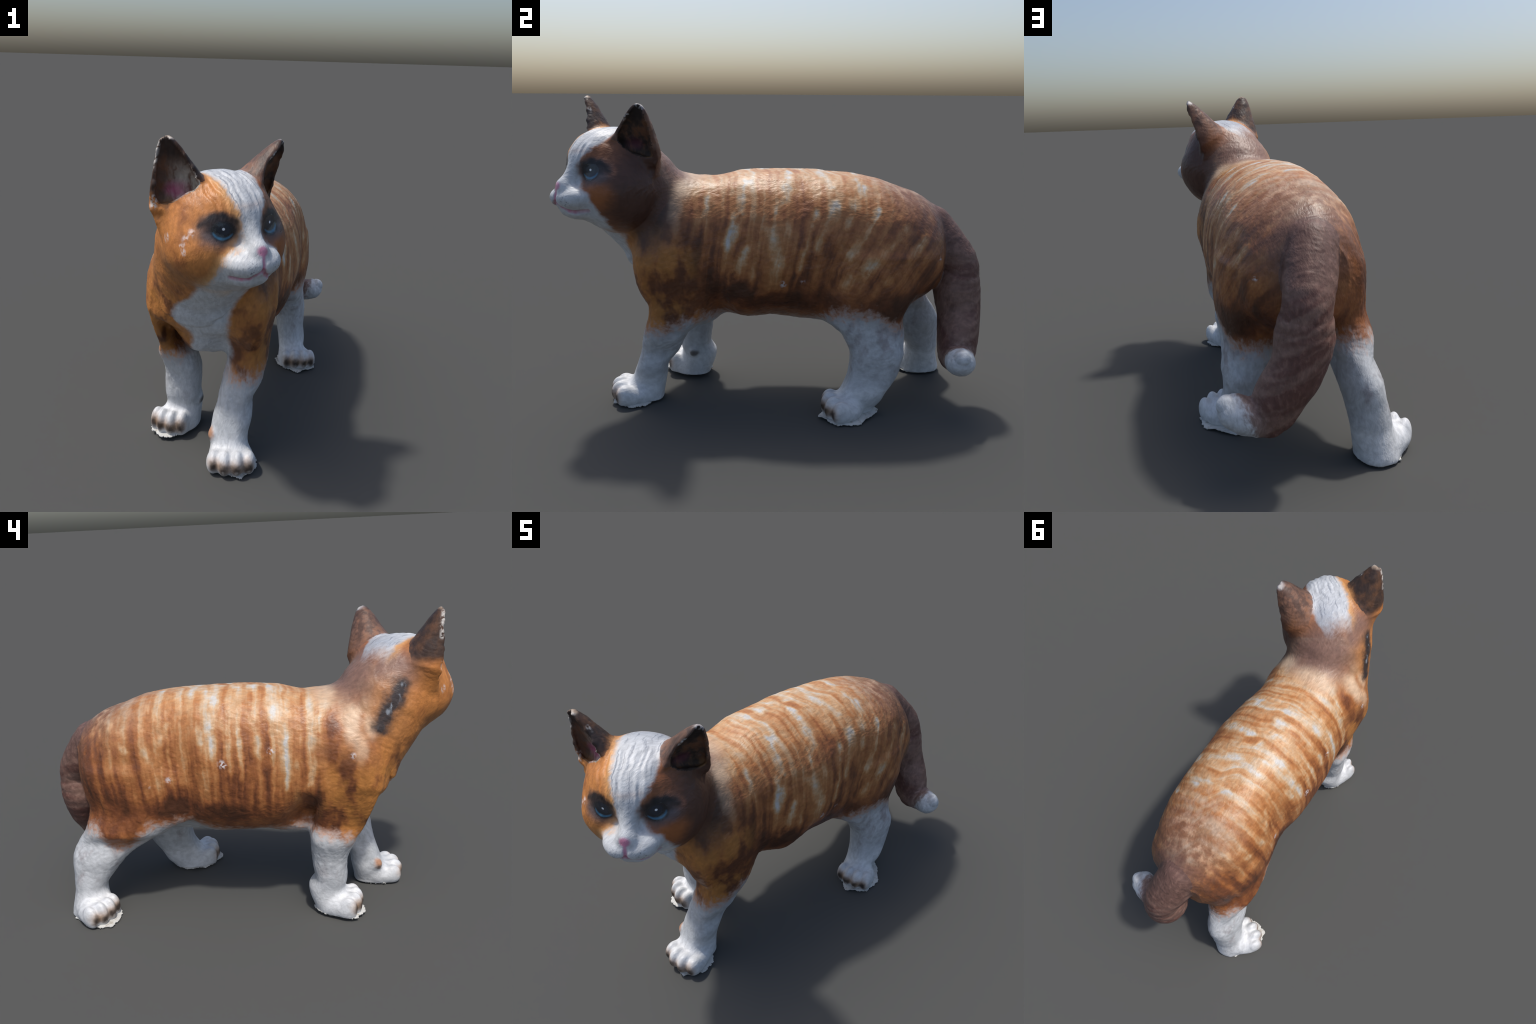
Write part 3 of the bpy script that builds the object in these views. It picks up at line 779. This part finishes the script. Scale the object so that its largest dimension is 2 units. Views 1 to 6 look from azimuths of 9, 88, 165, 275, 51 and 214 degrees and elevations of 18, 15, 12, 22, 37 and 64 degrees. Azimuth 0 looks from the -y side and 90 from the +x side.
def fur_height(c):
    return c.strand * 0.7 + c.noise(c.P, 140, 2, stretch=(1, 0.35, 0.45)) * 0.3

def make_coat(name, parts, rough=0.45, coat=0.0):
    c = Coat(name)
    coat_base(c, parts)
    if "neck" in parts: black_patch(c)
    if "head" in parts: coat_head(c)
    if "paw" in parts: toe_marks(c)
    c.grain(c.strand, 0.84, 1.12)
    return c.finish(rough, 0.45, fur_height(c), 0.006, coat)

def make_tail():
    c = Coat("tail_paint")
    coat_base(c, ())
    ring = c.noise(c.combine(c.wz * 16 + c.wx * 8, c.wy * 2, c.wx * 2), 1.0, 2)
    c.paint((104, 72, 64), 1.0)
    c.paint((140, 112, 100), c.step(ring, 0.46, 0.62) * 0.7)
    c.paint((84, 56, 52), c.step(c.mid, 0.52, 0.75) * 0.6)
    c.paint((104, 78, 70), c.step(c.z, 0.70, 0.82) * 0.9)
    c.paint((140, 110, 96), c.step(c.strand, 0.52, 0.72) * 0.30)
    t = c.wx * 0.85 - (c.wz - 0.3) * 0.2 + (c.strand - 0.5) * 0.06
    c.paint((150, 130, 122), c.step(t, 0.19, 0.25) * 0.8)
    c.paint(WHITE, c.step(t, 0.235, 0.27))
    c.grain(c.strand, 0.78, 1.15)
    return c.finish(0.52, 0.35, fur_height(c), 0.006)

def ear_chips(c):
    """bare plaster where the paint has come off the ear rims"""
    n = c.noise(c.P, 55, 2)
    for a, b, w in (((-0.076, -0.240, 1.445), (-0.099, -0.253, 1.345), 0.011), ((-0.095, -0.254, 1.235), (-0.098, -0.251, 1.205), 0.012),
                    ((-0.024, -0.130, 1.388), (-0.030, -0.150, 1.405), 0.010), ((-0.035, -0.225, 1.462), (-0.040, -0.200, 1.460), 0.010),
                    ((0.030, 0.165, 1.335), (0.010, 0.215, 1.385), 0.006), ((-0.008, 0.262, 1.425), (-0.030, 0.264, 1.415), 0.010)):
        c.paint((214, 210, 204), c.streak(a, b, w, coords=c.H, soft=0.6) * c.step(n, 0.40, 0.55) * 0.85)

def make_ear_back():
    c = Coat("ear_back_paint"); coat_base(c, ("neck",)); coat_head(c)
    up = c.step(c.wz, 1.22, 1.27)
    c.paint((124, 92, 76), up * c.step(c.ws, 0.05, 0.12) * 0.9)
    c.paint((50, 45, 45), up * c.step(c.ws, -0.07, -0.12) * 0.9)
    c.paint((142, 96, 62), up * c.step(c.mid, 0.48, 0.68) * 0.45 * c.step(c.ws, -0.2, 0.1, 0.5, 1.0))
    c.paint((48, 42, 42), c.step(c.mid, 0.54, 0.40) * c.step(c.wz, 1.22, 1.32) * 0.55)
    c.paint((60, 52, 50), c.step(c.wf, -0.06, 0.02) * c.step(c.wz, 1.28, 1.34) * 0.6)
    c.paint((176, 172, 174), c.blob((-0.016, 0.270, 1.425), (0.026, 0.026, 0.022), 0.5, warp=c.HW) * 0.8)
    c.paint((190, 168, 146), c.blob((-0.042, -0.215, 1.468), (0.03, 0.035, 0.018), 0.5, warp=c.HW) * 0.7)
    sp = c.noise(c.P, 45, 2)
    c.paint((222, 220, 220), c.step(c.ws, -0.205, -0.225) * c.step(c.z, 1.17, 1.20) * c.step(sp, 0.50, 0.58) * c.step(c.f, -0.07, -0.03) * 0.85)
    ear_chips(c)
    c.grain(c.strand, 0.82, 1.12)
    return c.finish(0.5, 0.35, fur_height(c), 0.005)

def make_ear_inside():
    c = Coat("ear_inside_paint"); coat_base(c, ()); c.head_frame()
    c.paint((96, 74, 62), 1.0)
    c.paint((120, 76, 48), c.step(c.mid, 0.45, 0.65) * 0.6)
    hair = c.noise(c.combine(c.ws * 60, c.wf * 30, c.wz * 14), 1.0, 2)
    c.paint((176, 168, 156), c.step(c.ws.abs(), 0.215, 0.15) * c.step(c.wz, 1.40, 1.30) * c.step(hair, 0.30, 0.60) * c.step(c.ws, 0.0, -0.05) * 0.9)
    c.paint((128, 92, 52), c.step(c.wz, 1.24, 1.19) * 0.8)
    c.paint((46, 40, 38), c.step(c.ws, 0.0, 0.05) * c.step(c.mid, 0.62, 0.40) * 0.85)
    for sd, k in ((-1, 0.70), (1, 0.35)):
        c.paint((176, 74, 116), c.blob((-0.13, 0.165 * sd, 1.262), (0.09, 0.034, 0.036), 0.6, warp=c.HW) * k)
    c.paint((186, 180, 186), c.blob((-0.02, 0.235, 1.235), (0.05, 0.022, 0.020), 0.5, warp=c.HW) * 0.8)
    c.paint((46, 40, 38), c.step(c.wz, 1.34, 1.40) * 0.8)
    ear_chips(c)
    c.grain(c.strand, 0.8, 1.15)
    return c.finish(0.6, 0.25, fur_height(c), 0.005)

def make_rim():
    c = Coat("resin_rim"); c.base((196, 196, 192))
    n = c.noise(c.P, 40, 3)
    c.paint((150, 140, 126), c.step(n, 0.5, 0.7) * 0.6)
    return c.finish(0.6, 0.3)

# ================================================================ assembling
def mesh_object(name, v, f, normals, mat, parent, smooth=True):
    used, inv = np.unique(f, return_inverse=True)
    me = bpy.data.meshes.new(name)
    me.from_pydata(v[used].tolist(), [], inv.reshape(f.shape).tolist())
    me.materials.append(mat)
    me.polygons.foreach_set("use_smooth", np.ones(len(me.polygons), bool))
    me.update()
    if normals is not None:
        me.normals_split_custom_set_from_vertices(normals[used].tolist())
    ob = bpy.data.objects.new(name, me)
    bpy.context.scene.collection.objects.link(ob)
    ob.parent = parent
    return ob

FOOT_RIMS = {
    "FL": [(-0.019, -0.714), (0.019, -0.758), (0.084, -0.790), (0.138, -0.803), (0.181, -0.775), (0.214, -0.705), (0.210, -0.655), (0.194, -0.624), (0.110, -0.570), (0.035, -0.556), (-0.005, -0.610), (-0.012, -0.673)],
    "FR": [(-0.348, -0.519), (-0.318, -0.560), (-0.246, -0.592), (-0.185, -0.560), (-0.150, -0.500), (-0.134, -0.429), (-0.150, -0.350), (-0.225, -0.316), (-0.290, -0.350), (-0.325, -0.443)],
    "BL": [(0.147, 0.354), (0.152, 0.292), (0.209, 0.240), (0.265, 0.204), (0.311, 0.186), (0.366, 0.228), (0.399, 0.282), (0.400, 0.342), (0.378, 0.402), (0.300, 0.476), (0.224, 0.503), (0.164, 0.430)],
    "BR": [(-0.150, 0.810), (-0.165, 0.710), (-0.246, 0.648), (-0.332, 0.641), (-0.385, 0.668), (-0.402, 0.740), (-0.388, 0.800), (-0.340, 0.855), (-0.290, 0.905), (-0.225, 0.900), (-0.165, 0.872)],
}

def foot_rim(key, mat, parent, seed):
    """ragged thin flash of resin left round the sole"""
    P = np.array(FOOT_RIMS[key]); c = P.mean(0); P = c + (P - c) * 0.89; n = 132
    m = len(P); t = np.linspace(0, m, n, endpoint=False); i = np.floor(t).astype(int); u = (t - i)[:, None]
    a, b, d, e = (P[(i + k) % m] for k in (-1, 0, 1, 2))
    o = 0.5 * (2 * b + (d - a) * u + (2 * a - 5 * b + 4 * d - e) * u ** 2 + (3 * b - a - 3 * d + e) * u ** 3)
    r = np.random.default_rng(seed)
    jag = r.uniform(-0.004, 0.004, n) + 0.005 * np.sin(t * 1.7 + seed) * np.sin(t * 5.1)
    dirs = o - c; dirs /= np.linalg.norm(dirs, axis=1)[:, None]
    base = 0.012 if key == "FR" else 0.0
    lift = base + 0.003 + 0.012 * np.clip(np.sin(t * 0.9 + seed * 2) * np.sin(t * 2.3 + seed), 0, 1) + r.uniform(0, 0.002, n)
    rings = []
    for k, z, out in ((0.55, base + 0.012, 0), (0.86, base + 0.011, 0), (1.0, lift + 0.0035, 1), (1.0, lift, 1), (0.86, base + 0.004, 0), (0.55, base + 0.002, 0)):
        xy = c + (o - c) * k + dirs * (jag * out)[:, None]
        rings.append(np.c_[xy, np.broadcast_to(z, n)])
    v = np.concatenate(rings); R = len(rings)
    f = [(a * n + i, a * n + (i + 1) % n, ((a + 1) % R) * n + (i + 1) % n, ((a + 1) % R) * n + i) for a in range(R) for i in range(n)]
    me_f = np.array(f)[:, ::-1]
    ob = mesh_object("sole_rim", v, me_f, None, mat, parent)
    ob.data.polygons.foreach_set("use_smooth", np.zeros(len(ob.data.polygons), bool))
    return ob

def main():
    root = bpy.data.objects.new("cat_figurine", None)
    bpy.context.scene.collection.objects.link(root)
    root["label"] = "walking ginger and white tabby kitten figurine, head turned left"
    root["category"] = "cat figurine"
    v, f = build_skin(CELL)
    n = vertex_normals(v, f)
    v = v + n * relief(v, n)[:, None]
    v[:, 2] = np.maximum(v[:, 2], 0.0)
    n = vertex_normals(v, f)
    # which anatomical part each face belongs to
    c = v[f].mean(1); p = (c[:, 0], c[:, 1], c[:, 2])
    d_leg = [leg(p, t) for t in (LEG_FL, LEG_FR, LEG_BL, LEG_BR)]
    d_paw = [paw(p, PAWS[k]) for k in ("FL", "FR", "BL", "BR")]
    ears = [ear(p, s) for s in (1, -1)]
    fields = [trunk(p), chain(p, NECK), head(p) - 0.01] + d_leg + d_paw + [chain(p, spline(TAIL, 22)), ears[0][0] - 0.004, ears[1][0] - 0.004]
    lab = np.argmin(np.stack(fields), 0)
    for i in range(4):
        lab[(lab == 3 + i) & (c[:, 2] > 0.60)] = 0
        lab[(lab == 3 + i) & (c[:, 2] < 0.13)] = 7 + i
        lab[(lab == 7 + i) & (c[:, 2] > 0.165)] = 3 + i
    q = local(p, HEAD_O, *HEAD_F)
    for e in (0, 1):
        lab[(np.isin(lab, (2, 12 + e))) & (np.abs(ears[e][1]) < 0.009) & (c[:, 2] > 1.15)] = 14 + e
    EYE = {16: 0.101, 17: -0.101}
    for k, s in EYE.items():
        lab[(lab == 2) & (((q[1] - s) / 0.042) ** 2 + ((q[2] - 1.143) / 0.036) ** 2 < 1) & (q[0] > 0.05)] = k
    lab[(lab == 2) & (((q[1] + 0.002) / 0.030) ** 2 + ((q[2] - 1.080) / 0.026) ** 2 < 1) & (q[0] > 0.19)] = 18
    m_trunk = make_coat("tabby_body_paint", ("body", "neck", "bib", "legs"))
    m_head = make_coat("tabby_head_paint", ("neck", "bib", "head"))
    m_leg = make_coat("white_leg_paint", ("body", "legs", "bib", "paw"))
    m_eye = make_coat("eye_paint", ("neck", "bib", "head"), 0.22, 0.5)
    m_tail, m_back, m_in, m_rim = make_tail(), make_ear_back(), make_ear_inside(), make_rim()
    made = {}
    def part(k, name, mat, parent):
        sel = f[lab == k]
        if len(sel):
            made[k] = mesh_object(name, v, sel, n, mat, parent)
        return made.get(k)
    part(0, "torso", m_trunk, root)
    part(1, "neck", make_coat("tabby_neck_paint", ("body", "neck", "bib", "legs", "head")), root)
    hd = part(2, "head", m_head, root)
    for i, nm in enumerate(("forelimb", "forelimb", "hindlimb", "hindlimb")):
        limb = part(3 + i, nm, m_leg, root)
        part(7 + i, "paw", m_leg, limb)
        foot_rim(("FL", "FR", "BL", "BR")[i], m_rim, limb, 11 + i)
    part(11, "tail", m_tail, root)
    for e in (0, 1):
        part(12 + e, "ear", m_back, hd)
        part(14 + e, "ear_hollow", m_in, hd)
        part(16 + e, "eye", m_eye, hd)
    part(18, "nose", m_eye, hd)

main()
